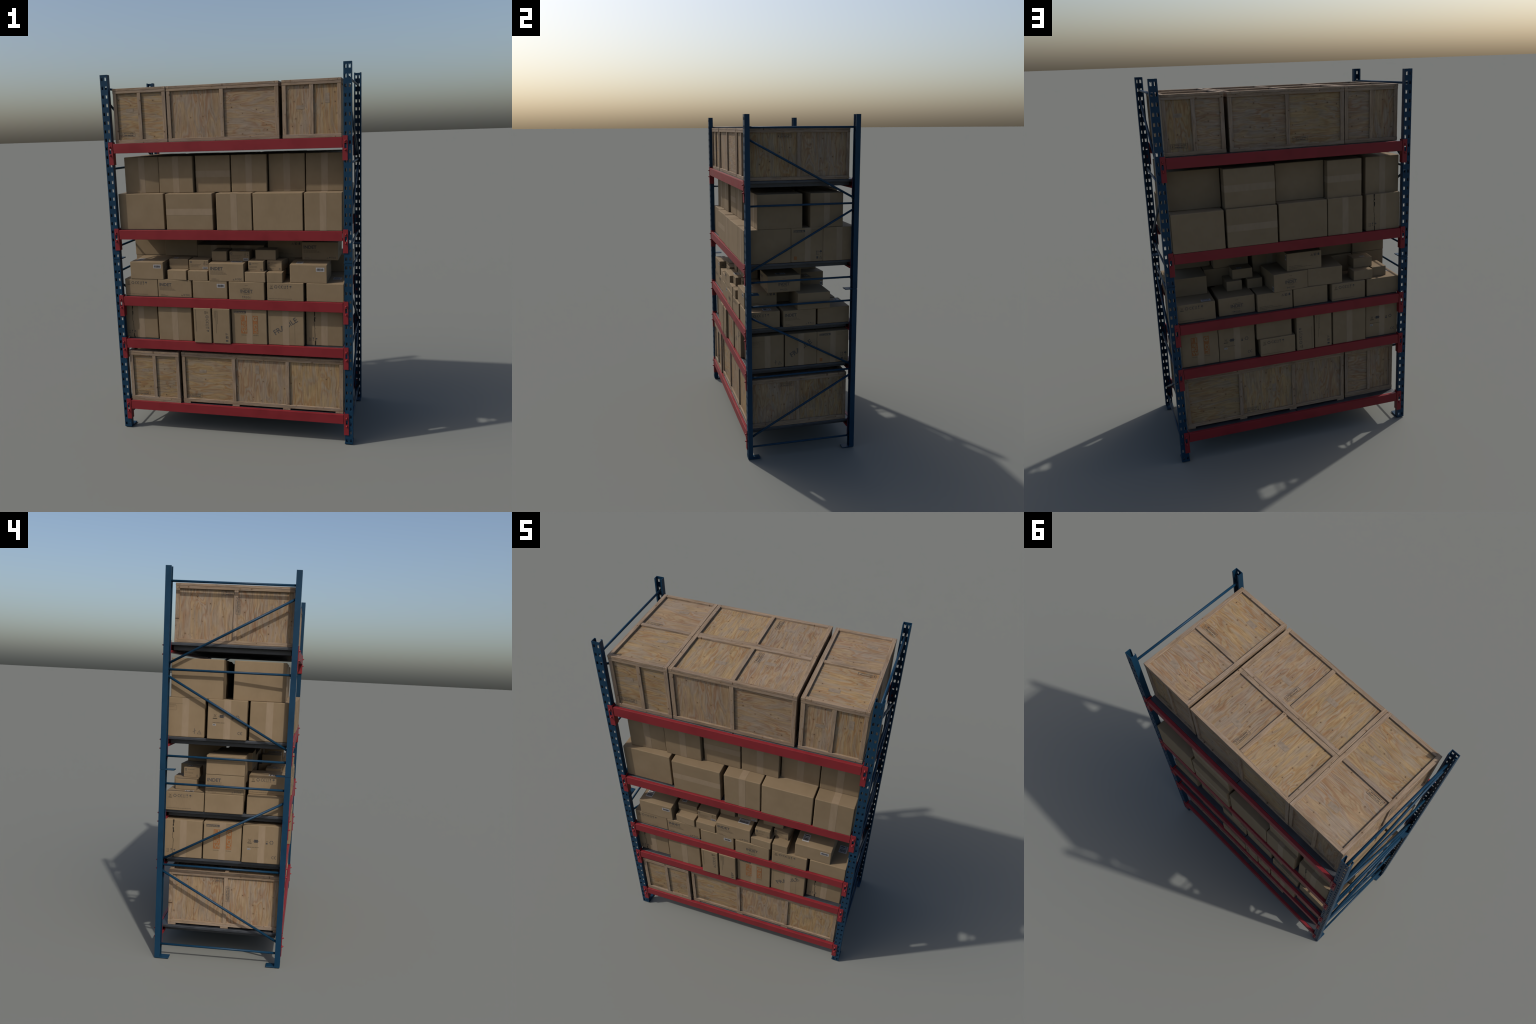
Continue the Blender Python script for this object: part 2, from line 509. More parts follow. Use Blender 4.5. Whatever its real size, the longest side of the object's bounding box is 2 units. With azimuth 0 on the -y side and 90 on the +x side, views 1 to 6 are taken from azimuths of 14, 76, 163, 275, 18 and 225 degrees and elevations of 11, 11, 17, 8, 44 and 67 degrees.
class Printer:
    """Collects flat ink shapes on one face, in face metres from its centre."""
    def __init__(self, face, size, turn=0):
        self.u, self.v, self.n = FACES[face]
        self.half = abs(self.n.x) * size[0] / 2 + abs(self.n.y) * size[1] / 2 + abs(self.n.z) * size[2] / 2
        self.w = abs(self.u.x) * size[0] + abs(self.u.y) * size[1] + abs(self.u.z) * size[2]
        self.h = abs(self.v.x) * size[0] + abs(self.v.y) * size[1] + abs(self.v.z) * size[2]
        self.turn = turn
        if turn in (1, 3):
            self.w, self.h = self.h, self.w
        self.parts = {}
    def put(self, mat, pts, faces, lift=0.0005):
        V, F = self.parts.setdefault(mat.name, (mat, [], []))[1:]
        n = len(V)
        c, s = ((1, 0), (0, 1), (-1, 0), (0, -1))[self.turn]
        for a, b in pts:
            a, b = a * c - b * s, a * s + b * c
            V.append(tuple(self.u * a + self.v * b + self.n * (self.half + lift)))
        F += [tuple(n + i for i in f) for f in faces]
    def rect(self, mat, x, y, w, h, lift=0.0005):
        self.put(mat, [(x, y), (x + w, y), (x + w, y + h), (x, y + h)], [(0, 1, 2, 3)], lift)
    def poly(self, mat, pts, lift=0.0005):
        self.put(mat, pts, [tuple(range(len(pts)))], lift)
    def text(self, mat, s, x, y, h, rot=0.0, weight=0.0, lift=0.0005, stretch=1.0):
        vs, fs, w = text_shape(s, weight)
        c, q = math.cos(rot), math.sin(rot)
        self.put(mat, [(x + (a * stretch * c - b * q) * h, y + (a * stretch * q + b * c) * h) for a, b in vs], fs, lift)
        return w * h * stretch
    def words(self, mat, x, y, w, h, seed):
        """A line of print too small to read: short dashes of varying length."""
        r = random.Random(seed)
        end = x + w
        while x < end:
            d = min(r.uniform(2.5, 7.0) * h, end - x)
            self.rect(mat, x, y, d, h)
            x += d + h * 0.7
    def frame(self, mat, x, y, w, h, t):
        self.rect(mat, x, y, w, t); self.rect(mat, x, y + h - t, w, t)
        self.rect(mat, x, y + t, t, h - 2 * t); self.rect(mat, x + w - t, y + t, t, h - 2 * t)
    def triangle(self, mat, x, y, s, t):
        a = [(x, y), (x + s, y), (x + s / 2, y + s * 0.87)]
        cx, cy = x + s / 2, y + s * 0.29
        k = 1 - 3.4 * t / s
        b = [(cx + (p[0] - cx) * k, cy + (p[1] - cy) * k) for p in a]
        self.put(mat, a + b, [(0, 1, 4, 3), (1, 2, 5, 4), (2, 0, 3, 5)])
        self.rect(mat, cx - t / 2, y + s * 0.22, t, s * 0.3)
    def bin(self, mat, x, y, s):
        t = s * 0.07
        for x0, x1 in ((0.15, 0.85), (0.85, 0.15)):
            self.poly(mat, [(x + s * x0, y + s * 0.25), (x + s * x0 + t, y + s * 0.25), (x + s * x1 + t, y + s), (x + s * x1, y + s)])
        self.frame(mat, x + s * 0.27, y + s * 0.32, s * 0.46, s * 0.5, t * 0.7)
        self.rect(mat, x + 0.05 * s, y, s * 0.95, s * 0.11)
    def recycle(self, mat, x, y, s):
        cx, cy = x + s / 2, y + s * 0.48
        for k in range(3):
            for a0, a1 in ((-50, -8), (8, 50)):
                pts = []
                for a, r in ((a0, 0.5), ((a0 + a1) / 2, 0.47), (a1, 0.5), (a1, 0.29), ((a0 + a1) / 2, 0.28), (a0, 0.29)):
                    g = math.radians(90 + k * 120 + a)
                    pts.append((cx + s * r * math.cos(g), cy + s * r * math.sin(g)))
                self.poly(mat, pts)
    def arc(self, mat, cx, cy, r, t, a0, a1, n=10):
        pts = []
        for i in range(n + 1):
            g = math.radians(a0 + (a1 - a0) * i / n)
            pts += [(cx + r * math.cos(g), cy + r * math.sin(g)), (cx + (r - t) * math.cos(g), cy + (r - t) * math.sin(g))]
        self.put(mat, pts, [(2 * i, 2 * i + 2, 2 * i + 3, 2 * i + 1) for i in range(n)])
    def conformity(self, mat, x, y, s):
        r = s / 2
        self.arc(mat, x + r, y + r, r, s * 0.14, 60, 300)
        self.arc(mat, x + r * 2.7, y + r, r, s * 0.14, 60, 300)
        self.rect(mat, x + r * 1.85, y + r - s * 0.06, r * 0.75, s * 0.12)
    def arrows(self, mat, x, y, s):
        for dx in (0.12, 0.55):
            self.rect(mat, x + dx * s, y + 0.1 * s, s * 0.09, s * 0.75)
            cx = x + dx * s + 0.045 * s
            self.poly(mat, [(cx - 0.14 * s, y + 0.78 * s), (cx + 0.14 * s, y + 0.78 * s), (cx, y + s)])
        self.rect(mat, x, y, s * 0.75, s * 0.07)
    def goblet(self, mat, x, y, s):
        self.poly(mat, [(x + 0.1 * s, y + s), (x + 0.2 * s, y + 0.55 * s), (x + 0.4 * s, y + 0.55 * s), (x + 0.5 * s, y + s)])
        self.rect(mat, x + 0.26 * s, y + 0.08 * s, 0.08 * s, 0.5 * s)
        self.rect(mat, x + 0.12 * s, y, 0.36 * s, 0.08 * s)
    def umbrella(self, mat, x, y, s):
        self.poly(mat, [(x, y + 0.5 * s), (x + 0.7 * s, y + 0.5 * s), (x + 0.6 * s, y + 0.8 * s), (x + 0.35 * s, y + 0.95 * s), (x + 0.1 * s, y + 0.8 * s)])
        self.rect(mat, x + 0.31 * s, y, 0.08 * s, 0.5 * s)
    def label(self, x, y, w, h, bars=True, seed=1):
        self.rect(PAPER, x, y, w, h, 0.0005)
        r = random.Random(seed)
        if bars:
            px = x + w * 0.1
            while px < x + w * 0.88:
                d = r.uniform(0.02, 0.07) * w
                self.rect(INK, px, y + h * 0.2, min(d, x + w * 0.9 - px), h * 0.6, 0.0009)
                px += d + r.uniform(0.015, 0.04) * w
    def emit(self, parent):
        for mat, V, F in self.parts.values():
            nm = {"white_label_paper": "paper_label", "orange_ink": "printed_block",
                  "torn_board_shadow_gap": "torn_seam"}.get(mat.name, "printed_marks")
            o = link(nm, mesh_from(nm, V, F, mat), parent)
            if nm == "printed_marks":
                o["kind"] = "stuff"

# ---- motifs: each draws one printed face
def m_header(p, sd=1):                     # big word, small print, handling marks
    x, y = -p.w / 2, p.h / 2
    p.text(INK, "INDET", x + 0.009, y - 0.036, 0.0172, weight=0.026)
    p.rect(FAINT, x + 0.009, y - 0.040, 0.075, 0.0007)
    for k in range(3):
        p.words(FAINT, x + 0.009, y - 0.047 - k * 0.006, (0.073, 0.085, 0.092)[k], 0.0019, sd + k)
    p.words(FAINT, x + 0.014, -y + 0.013, 0.026, 0.0019, sd + 8)
    p.words(FAINT, x + 0.014, -y + 0.007, 0.041, 0.0019, sd + 9)
    q = p.w / 2 - 0.062
    p.triangle(INK, q, -y + 0.008, 0.009, 0.0010)
    p.umbrella(INK, q + 0.013, -y + 0.007, 0.012); p.goblet(INK, q + 0.025, -y + 0.007, 0.012)
    p.conformity(INK, q + 0.034, -y + 0.008, 0.0105)

def m_center(p, sd=2):
    y = p.h / 2
    w = text_shape("INDET", 0.020)[2] * 0.0165
    p.text(INK, "INDET", -w / 2, -0.009, 0.0165, weight=0.020)
    p.words(FAINT, -0.020, 0.0125, 0.040, 0.0028, sd)
    p.rect(FAINT, -0.033, 0.0105, 0.066, 0.0007); p.rect(FAINT, -0.036, -0.0130, 0.072, 0.0007)
    p.words(FAINT, -0.016, -0.018, 0.032, 0.0024, sd + 1)
    p.words(FAINT, -0.009, y - 0.018, 0.017, 0.0022, sd + 2)
    a = -y + 0.010
    p.goblet(INK, -0.026, a, 0.011); p.umbrella(INK, -0.017, a, 0.011); p.arrows(INK, -0.006, a, 0.011)
    p.recycle(INK, 0.005, a, 0.011); p.rect(INK, 0.020, a, 0.001, 0.009)

def m_symbols(p, sd=3):
    x, y = -p.w / 2 + 0.013, p.h / 2 - 0.030
    p.bin(FAINT, x, y - 0.002, 0.019); p.rect(INK, x + 0.001, y - 0.003, 0.018, 0.0021)
    p.recycle(INK, x + 0.025, y, 0.018)
    p.conformity(INK, x + 0.048, y + 0.001, 0.0155)
    p.arrows(INK, x + 0.076, y, 0.0165); p.goblet(INK, x + 0.092, y, 0.017); p.umbrella(INK, x + 0.108, y + 0.001, 0.0165)
    p.words(FAINT, -p.w / 2 + 0.007, -p.h / 2 + 0.011, 0.126, 0.0021, sd)

def m_info(p, sd=4):
    x, y = -p.w / 2, p.h / 2
    for k, w in enumerate((0.075, 0.128, 0.042)):
        p.words(FAINT, x + 0.011, -y + 0.026 - k * 0.0075, w, 0.0021, sd + k)
    q = p.w / 2 - 0.062
    p.triangle(INK, q, y - 0.026, 0.014, 0.0013)
    p.frame(INK, q + 0.019, y - 0.026, 0.0135, 0.0135, 0.0022); p.rect(INK, q + 0.0225, y - 0.0245, 0.0045, 0.007)
    p.rect(INK, q + 0.040, y - 0.026, 0.010, 0.011); p.rect(INK, q + 0.0425, y - 0.015, 0.005, 0.003)

def m_barcode(p, sd=5):
    p.label(p.w / 2 - 0.057, p.h / 2 - 0.035, 0.044, 0.021, True, sd)

def m_top_label(p, sd=6, at=None, size=(0.036, 0.046)):
    a, b = at if at else (-p.w / 2 + 0.028, -p.h / 2 + 0.05)
    w, h = size
    p.rect(PAPER, a, b, w, h, 0.0005)
    p.words(INK, a + w * 0.1, b + h * 0.78, w * 0.75, h * 0.11, sd)
    p.words(INK, a + w * 0.1, b + h * 0.58, w * 0.75, h * 0.06, sd + 1)
    r = random.Random(sd)
    px = a + w * 0.1
    while px < a + w * 0.86:
        d = r.uniform(0.03, 0.08) * w
        p.rect(INK, px, b + h * 0.12, d, h * 0.36, 0.0009)
        px += d + 0.03 * w

def m_small(p, sd=7):                      # marks on the little cartons
    x, y = -p.w / 2, p.h / 2
    p.frame(INK, x + 0.006, y - 0.019, 0.010, 0.012, 0.0022)
    p.words(FAINT, x + 0.021, y - 0.013, p.w * 0.42, 0.0026, sd)
    for k in range(2):
        p.words(FAINT, x + 0.007, y - 0.028 - k * 0.005, p.w * 0.5, 0.0017, sd + k)
    p.words(FAINT, x + 0.007, -y + 0.010, p.w * 0.4, 0.0017, sd + 5)
    p.frame(INK, p.w / 2 - 0.016, -y + 0.006, 0.008, 0.009, 0.0016)

def m_small_code(p, sd=8):
    x, y = -p.w / 2, p.h / 2
    p.frame(INK, x + 0.006, y - 0.017, 0.010, 0.011, 0.0022)
    for k in range(3):
        p.words(FAINT, x + 0.007, y - 0.025 - k * 0.007, p.w * (0.55 - 0.06 * k), 0.0018, sd + k)
    p.recycle(FAINT, p.w / 2 - 0.030, y - 0.028, 0.012); p.bin(FAINT, p.w / 2 - 0.028, y - 0.016, 0.011)
    p.goblet(INK, p.w / 2 - 0.012, y - 0.016, 0.009); p.umbrella(INK, p.w / 2 - 0.012, y - 0.029, 0.009)
    p.label(p.w / 2 - 0.034, -y + 0.004, 0.028, 0.0125, True, sd)

def m_waste(p, sd=9):                      # bin, chip, recycling arrows, CE; tape crosses it
    p.bin(FAINT, -0.073, 0.004, 0.023); p.rect(INK, -0.072, 0.003, 0.022, 0.0028)
    p.rect(INK, -0.038, 0.0085, 0.021, 0.0155)
    p.rect(INK, -0.0435, 0.0145, 0.004, 0.003); p.rect(INK, -0.0155, 0.0145, 0.004, 0.003)
    p.frame(FAINT, -0.033, 0.0115, 0.011, 0.0095, 0.0012)
    p.rect(INK, 0.0225, 0.003, 0.0095, 0.009); p.rect(FAINT, 0.024, 0.016, 0.010, 0.004)
    p.recycle(INK, 0.041, 0.004, 0.021)
    p.words(FAINT, -0.072, -0.018, 0.059, 0.0032, sd)
    p.label(-0.072, -0.0315, 0.0165, 0.0088, True, sd)
    p.conformity(INK, 0.055, -0.072, 0.0155)

def m_block(p, sd=10):                     # orange block lettering split by the tape
    for x, w in ((-0.046, 0.034), (0.0205, 0.028)):
        p.rect(ORANGE, x, -0.040, w, 0.102, 0.0005)
    lf = 0.0009
    p.text(BEIGE, "THE", -0.035, 0.037, 0.0085, rot=math.pi / 2, weight=0.02, lift=lf, stretch=0.9)
    p.text(BEIGE, "I", -0.0235, 0.034, 0.024, weight=0.05, lift=lf)
    p.text(BEIGE, "YEL", -0.043, 0.012, 0.016, weight=0.03, lift=lf, stretch=0.72)
    p.text(BEIGE, "BO", -0.043, -0.011, 0.017, weight=0.03, lift=lf, stretch=0.85)
    p.text(BEIGE, "W", -0.043, -0.035, 0.019, weight=0.03, lift=lf, stretch=1.1)
    p.text(BEIGE, "G", 0.0215, 0.034, 0.023, weight=0.04, lift=lf)
    p.text(BEIGE, "LACE", 0.0450, -0.037, 0.019, rot=math.pi / 2, weight=0.03, lift=lf, stretch=0.86)
    p.words(FAINT, -0.046, -0.050, 0.030, 0.0026, sd); p.words(FAINT, 0.0205, -0.050, 0.029, 0.0026, sd + 1)

def m_bar(p, sd=11):                       # dark bar with light lettering, signs below
    p.rect(INK, -0.086, 0.074, 0.070, 0.0125)
    p.text(BEIGE, "Extra Large Bo", -0.084, 0.0765, 0.0078, weight=0.02, lift=0.0009, stretch=0.92)

def m_bar_block(p, sd=12):
    m_bar(p, sd); m_block(p, sd)

def m_bar_signs(p, sd=13):
    m_bar(p, sd)
    p.arrows(INK, 0.048, -0.060, 0.024); p.umbrella(INK, 0.071, -0.058, 0.024)
    p.rect(INK, 0.053, -0.084, 0.011, 0.014); p.triangle(INK, 0.069, -0.085, 0.019, 0.0014)
    p.rect(ORANGE, -0.082, -0.086, 0.017, 0.021)
    for k in range(3):
        p.words(FAINT, 0.026, 0.088 - k * 0.007, 0.060 - 0.012 * k, 0.0014, sd + k)

def m_triangle(p, sd=14):
    p.rect(INK, 0.0475, -0.081, 0.0022, 0.028); p.rect(INK, 0.040, -0.070, 0.008, 0.0018); p.rect(INK, 0.050, -0.066, 0.008, 0.0018)
    p.triangle(INK, 0.062, -0.081, 0.023, 0.0016)
    p.rect(FAINT, -0.096, 0.068, 0.080, 0.0012)
    p.words(FAINT, -0.096, 0.062, 0.045, 0.0018, sd)
    p.frame(FAINT, -0.092, 0.034, 0.045, 0.024, 0.0009)
    p.words(FAINT, -0.088, 0.050, 0.030, 0.0014, sd + 1)

def m_fragile(p, sd=15):                   # one diagonal word, crossed by the tape
    r = math.radians(33)
    w = text_shape("FRAGILE", 0.014)[2] * 0.0285
    c, q = math.cos(r), math.sin(r)
    p.text(INK, "FRAGILE", 0.006 - w / 2 * c, -0.004 - w / 2 * q, 0.0285, rot=r, weight=0.014, lift=0.00018)
    p.rect(FAINT, 0.048, -0.090, 0.0006, 0.150); p.rect(FAINT, -0.086, -0.090, 0.0006, 0.160)

def m_torn(p, sd=16):                      # a torn flap edge with its dark gap
    r = random.Random(sd)
    x0 = -0.0555
    n = 24
    for k in range(n):
        y0 = -p.h / 2 + p.h * k / n
        y1 = y0 + p.h / n
        t = k / n
        w = 0.0062 if (t < 0.12 or t > 0.80 or 0.64 < t < 0.78) else 0.0019
        w *= r.uniform(0.7, 1.25)
        j = r.uniform(-0.0009, 0.0009) + (0.003 if t < 0.5 else 0.0)
        p.poly(GAP, [(x0 + j, y0), (x0 + j + w, y0), (x0 + j + w * 0.95, y1), (x0 + j, y1)])
    p.arrows(INK, -0.085, -0.074, 0.018); p.goblet(INK, -0.066, -0.073, 0.018); p.umbrella(INK, -0.049, -0.071, 0.015)

# ------------------------------------------------------------------ boxes
A3, T3, M3, S3 = (0.263, 0.197, 0.1970), (0.196, 0.197, 0.1985), (0.1955, 0.197, 0.0983), (0.112, 0.084, 0.0543)
DIMS = {"Ax": A3, "Ay": (A3[1] - 0.004, A3[0], A3[2]), "Al": (A3[1] - 0.004, 0.2740, A3[2]), "Az": (0.196, 0.196, 0.263),
        "T": T3, "M": M3, "Me": (M3[2], M3[1], 0.1970), "Sx": S3, "Sy": (S3[1], S3[0], S3[2])}
NOTE = {"A": ("long plain brown cardboard carton sealed with tape", 0.0030),
        "T": ("large cube shaped printed brown cardboard shipping box", 0.0030),
        "M": ("flat square brown cardboard box with printed marks", 0.0026),
        "S": ("small flat brown cardboard parcel box", 0.0022)}
TAPE_W = 0.0345
COUNT = [0]

def tape_strip(parent, size, face, way):
    u, v, n = FACES[face]
    half = [s / 2 for s in size]
    hn = sum(abs(n[i]) * half[i] for i in range(3))
    run, across = (v, u) if way in ("v", "y") else (u, v)
    L = 2 * sum(abs(run[i]) * half[i] for i in range(3)) - 0.003
    dims = [abs(run[i]) * L + abs(across[i]) * TAPE_W + abs(n[i]) * 0.0006 for i in range(3)]
    link("tape_strip", box_mesh(tuple(dims), 0, 1, TAPE), parent, n * (hn + 0.00005))

def carton(kind, xc, y, z0, side="f", rot=0.0, tapes=(), prints=()):
    """kind: type+orientation.  y is the front ('f'), back ('b') or centre ('c')."""
    d = DIMS[kind]
    yc = {"f": y + d[1] / 2, "b": y - d[1] / 2, "c": y}[side]
    label, bev = NOTE[kind[0]]
    o = link("cardboard_box", box_mesh(d, bev, 2, KRAFT), None, (xc, yc, z0 + d[2] / 2), math.radians(rot))
    tag(o, label, "cardboard box")
    for face, way in tapes:
        tape_strip(o, d, face, way)
    for pr in prints:
        face, fn = pr[0], pr[1]
        COUNT[0] += 1
        p = Printer(face, d, pr[2] if len(pr) > 2 else 0)
        fn(p, COUNT[0] * 17)
        p.emit(o)
    return o

LOOP_X = [("-x", "v"), ("+x", "v"), ("+z", "x")]     # tape running along x over the top
LOOP_Y = [("-y", "v"), ("+y", "v"), ("+z", "y")]
BELT = [("-y", "h"), ("+y", "h"), ("-x", "h"), ("+x", "h")]
ALLV = [("-y", "v"), ("+y", "v"), ("-x", "v"), ("+x", "v"), ("+z", "y")]

# second shelf from the top: two layers of big cartons
z = BEAM_TOPS[1] + 0.0004
carton("Ax", -0.487, -0.305, z, tapes=LOOP_X)
carton("Ax", -0.205, -0.322, z, tapes=BELT)
carton("Al", 0.0455, -0.327, z, tapes=LOOP_Y)
carton("Ax", 0.281, -0.330, z, tapes=LOOP_X)
carton("Al", 0.518, -0.332, z, tapes=LOOP_Y)
carton("T", -0.538, 0.0035, z, "c", tapes=ALLV, prints=[("-x", m_waste)])
carton("T", 0.515, 0.0420, z, "c", tapes=ALLV, prints=[("+x", m_bar_signs)])
for xc in (-0.29, 0.0, 0.27):
    carton("Ax", xc, 0.030, z, "c", tapes=LOOP_X)
carton("Ax", 0.486, 0.331, z, "b", tapes=LOOP_X)
carton("Ax", 0.211, 0.331, z, "b", tapes=BELT)
carton("Ax", -0.063, 0.323, z, "b", tapes=LOOP_X)
carton("T", -0.297, 0.323, z, "b", tapes=LOOP_Y)
carton("T", -0.518, 0.317, z, "b", tapes=ALLV, prints=[("+y", m_torn), ("-x", m_triangle)])
z += 0.1974
carton("Ay", -0.496, -0.2725, z, rot=4.8, tapes=LOOP_Y)
carton("Ay", -0.288, -0.2735, z, tapes=LOOP_Y)
carton("Ay", -0.083, -0.260, z, tapes=BELT)
carton("Ay", 0.1165, -0.2600, z, tapes=LOOP_Y)
carton("Ay", 0.3175, -0.243, z, tapes=LOOP_Y)
carton("Ay", 0.5175, -0.2540, z, tapes=LOOP_Y)
carton("Ax", 0.4805, 0.254, z, "b", tapes=LOOP_X)
carton("Ax", 0.211, 0.312, z, "b", tapes=BELT)
carton("Ax", -0.067, 0.268, z, "b", tapes=LOOP_X)
carton("Ay", -0.3000, 0.306, z, "b", tapes=BELT)
carton("Ay", -0.520, 0.296, z, "b", tapes=LOOP_Y)

# middle shelf: flat boxes and small parcels, loosely stacked
z = BEAM_TOPS[2] + 0.0004
Z1, Z2 = z + 0.0986, z + 0.1972
carton("M", -0.514, -0.310, z, prints=[("-y", m_symbols)])
carton("M", -0.315, -0.312, z, prints=[("-y", m_header)])
carton("M", -0.1085, -0.321, z, prints=[("-y", m_barcode)])
carton("M", 0.099, -0.327, z, prints=[("-y", m_center)])
carton("M", 0.311, -0.327, z, prints=[("-y", m_symbols)])
carton("M", 0.522, -0.322, z, prints=[("+x", m_symbols), ("+z", lambda p, s: m_top_label(p, s, (0.03, 0.005), (0.044, 0.050)))])
carton("M", -0.534, 0.0025, z, "c")
carton("M", -0.320, 0.003, z, "c")
for xc in (-0.1395, 0.0575):
    carton("Az", xc, -0.020, z, "c", tapes=ALLV[:4])
carton("M", 0.280, -0.008, z, "c")
carton("M", 0.531, -0.008, z, "c", prints=[("+x", m_header)])
carton("M", 0.520, 0.3015, z, "b", prints=[("+y", m_symbols), ("+z", lambda p, s: m_top_label(p, s, (-0.080, 0.055), (0.050, 0.030)))])
carton("M", 0.3045, 0.286, z, "b", prints=[("+y", m_center)])
carton("M", 0.0995, 0.302, z, "b", prints=[("+y", m_info)])
carton("M", -0.1035, 0.296, z, "b")
carton("M", -0.3215, 0.307, z, "b", prints=[("+y", m_symbols)])
carton("M", -0.5305, 0.303, z, "b", prints=[("-x", m_symbols), ("+z", lambda p, s: m_top_label(p, s, (-0.085, -0.04), (0.032, 0.046)))])
# layer two
carton("M", -0.475, -0.312, Z1, prints=[("-y", m_barcode), ("-x", m_symbols), ("+x", m_symbols), ("+z", lambda p, s: m_top_label(p, s, (-0.078, -0.060), (0.038, 0.060)))])
carton("Sx", -0.2955, -0.313, Z1, rot=-4.0)
carton("Sx", -0.2995, -0.2685, Z1 + 0.0545, prints=[("+z", lambda p, s: m_top_label(p, s, (-0.040, -0.025), (0.026, 0.030)))])
carton("Sx", -0.175, -0.3185, Z1)
carton("Sx", -0.177, -0.286, Z1 + 0.0545, prints=[("-y", m_small_code)])
carton("M", -0.012, -0.322, Z1, prints=[("-y", m_header), ("+z", lambda p, s: m_top_label(p, s, (0.015, -0.060), (0.062, 0.040)))])
carton("Sx", 0.149, -0.326, Z1, rot=-2.0)
carton("Sy", 0.149, -0.303, Z1 + 0.0545, prints=[("-y", m_small)])
carton("Sy", 0.255, -0.326, Z1)
carton("Sy", 0.2525, -0.275, Z1 + 0.0545, rot=-8.0, prints=[("-y", m_small)])
carton("M", 0.434, -0.318, Z1, prints=[("-y", m_barcode), ("+x", m_info), ("+z", lambda p, s: m_top_label(p, s, (-0.070, -0.070), (0.036, 0.052)))])
carton("M", -0.530, 0.0025, Z1, "c", prints=[("-x", m_header)])
carton("M", -0.328, 0.008, Z1, "c")
carton("M", 0.3325, -0.024, Z1, "c")
carton("M", 0.5335, 0.176, Z1, "b")
carton("Sy", 0.2905, 0.191, Z1, "b")
carton("Sy", 0.1765, 0.190, Z1, "b")
carton("Sx", 0.2375, 0.167, Z1 + 0.0545, "b", prints=[("+z", lambda p, s: m_top_label(p, s, (0.0, 0.008), (0.028, 0.022)))])
carton("M", 0.015, 0.300, Z1, "b", rot=5.0, prints=[("+y", m_center), ("+x", lambda p, s: p.label(0.075, -0.045, 0.018, 0.026, True, s))])
carton("M", -0.196, 0.292, Z1, "b", rot=-3.5)
carton("Sx", -0.414, 0.295, Z1, "b")
carton("Sy", -0.5215, 0.269, Z1, "b")
carton("Sx", -0.435, 0.241, Z1 + 0.0545, "b", prints=[("-x", m_small), ("+z", lambda p, s: m_top_label(p, s, (-0.02, 0.005), (0.028, 0.022)))])
# layer three
carton("Sy", -0.0675, -0.255, Z2)
carton("Sx", 0.046, -0.250, Z2, prints=[("-y", m_small_code), ("+z", lambda p, s: m_top_label(p, s, (0.0, -0.025), (0.028, 0.024)))])
carton("Sx", 0.194, -0.257, Z1 + 0.109)
carton("M", -0.532, 0.0015, Z2, "c")
carton("M", -0.3365, -0.116, Z2)
carton("M", 0.277, -0.025, Z2, "c", prints=[("-y", m_info)])
carton("M", 0.4795, -0.187, Z2, prints=[("+x", m_center), ("-y", m_header), ("+z", lambda p, s: m_top_label(p, s, (0.02, -0.04), (0.040, 0.060)))])
carton("M", -0.0765, 0.282, Z2, "b", prints=[("+y", m_info), ("+x", lambda p, s: p.label(0.070, 0.010, 0.018, 0.028, True, s))])

# fourth shelf: one layer of printed cubes, a few flat boxes on edge
z = BEAM_TOPS[3] + 0.0004
carton("T", -0.531, -0.298, z, tapes=ALLV, prints=[("-y", m_torn), ("-x", m_waste)])
carton("T", -0.321, -0.319, z, tapes=ALLV)
carton("Me", -0.1545, -0.3385, z, prints=[("-y", m_symbols, 3)])
carton("Me", -0.047, -0.3375, z, prints=[("-y", m_info, 3)])
carton("T", 0.107, -0.324, z, tapes=ALLV, prints=[("-y", m_bar_block)])
carton("T", 0.308, -0.318, z, tapes=ALLV, prints=[("-y", m_fragile)])
carton("T", 0.5135, -0.296, z, tapes=ALLV, prints=[("-y", m_torn), ("+x", m_triangle)])
carton("T", -0.523, 0.0035, z, "c", tapes=ALLV, prints=[("-x", m_bar_block)])
for xc in (-0.305, -0.10, 0.10, 0.305):
    carton("T", xc, 0.004, z, "c", tapes=ALLV)
carton("T", 0.515, 0.006, z, "c", tapes=ALLV, prints=[("+x", m_fragile)])
carton("T", 0.5165, 0.302, z, "b", tapes=ALLV, prints=[("+y", m_block), ("+x", m_bar_signs)])
carton("T", 0.318, 0.304, z, "b", tapes=ALLV, prints=[("+y", m_waste)])
carton("M", 0.0985, 0.324, z, "b", prints=[("+y", m_symbols)])
carton("M", 0.1135, 0.315, z + 0.0986, "b")
carton("Me", -0.058, 0.326, z, "b", prints=[("+y", m_symbols, 1)])
carton("Me", -0.1635, 0.323, z, "b", prints=[("+y", m_info, 3)])
carton("T", -0.3195, 0.3215, z, "b", tapes=ALLV)
carton("T", -0.524, 0.306, z, "b", tapes=ALLV, prints=[("+y", m_waste), ("-x", m_torn)])

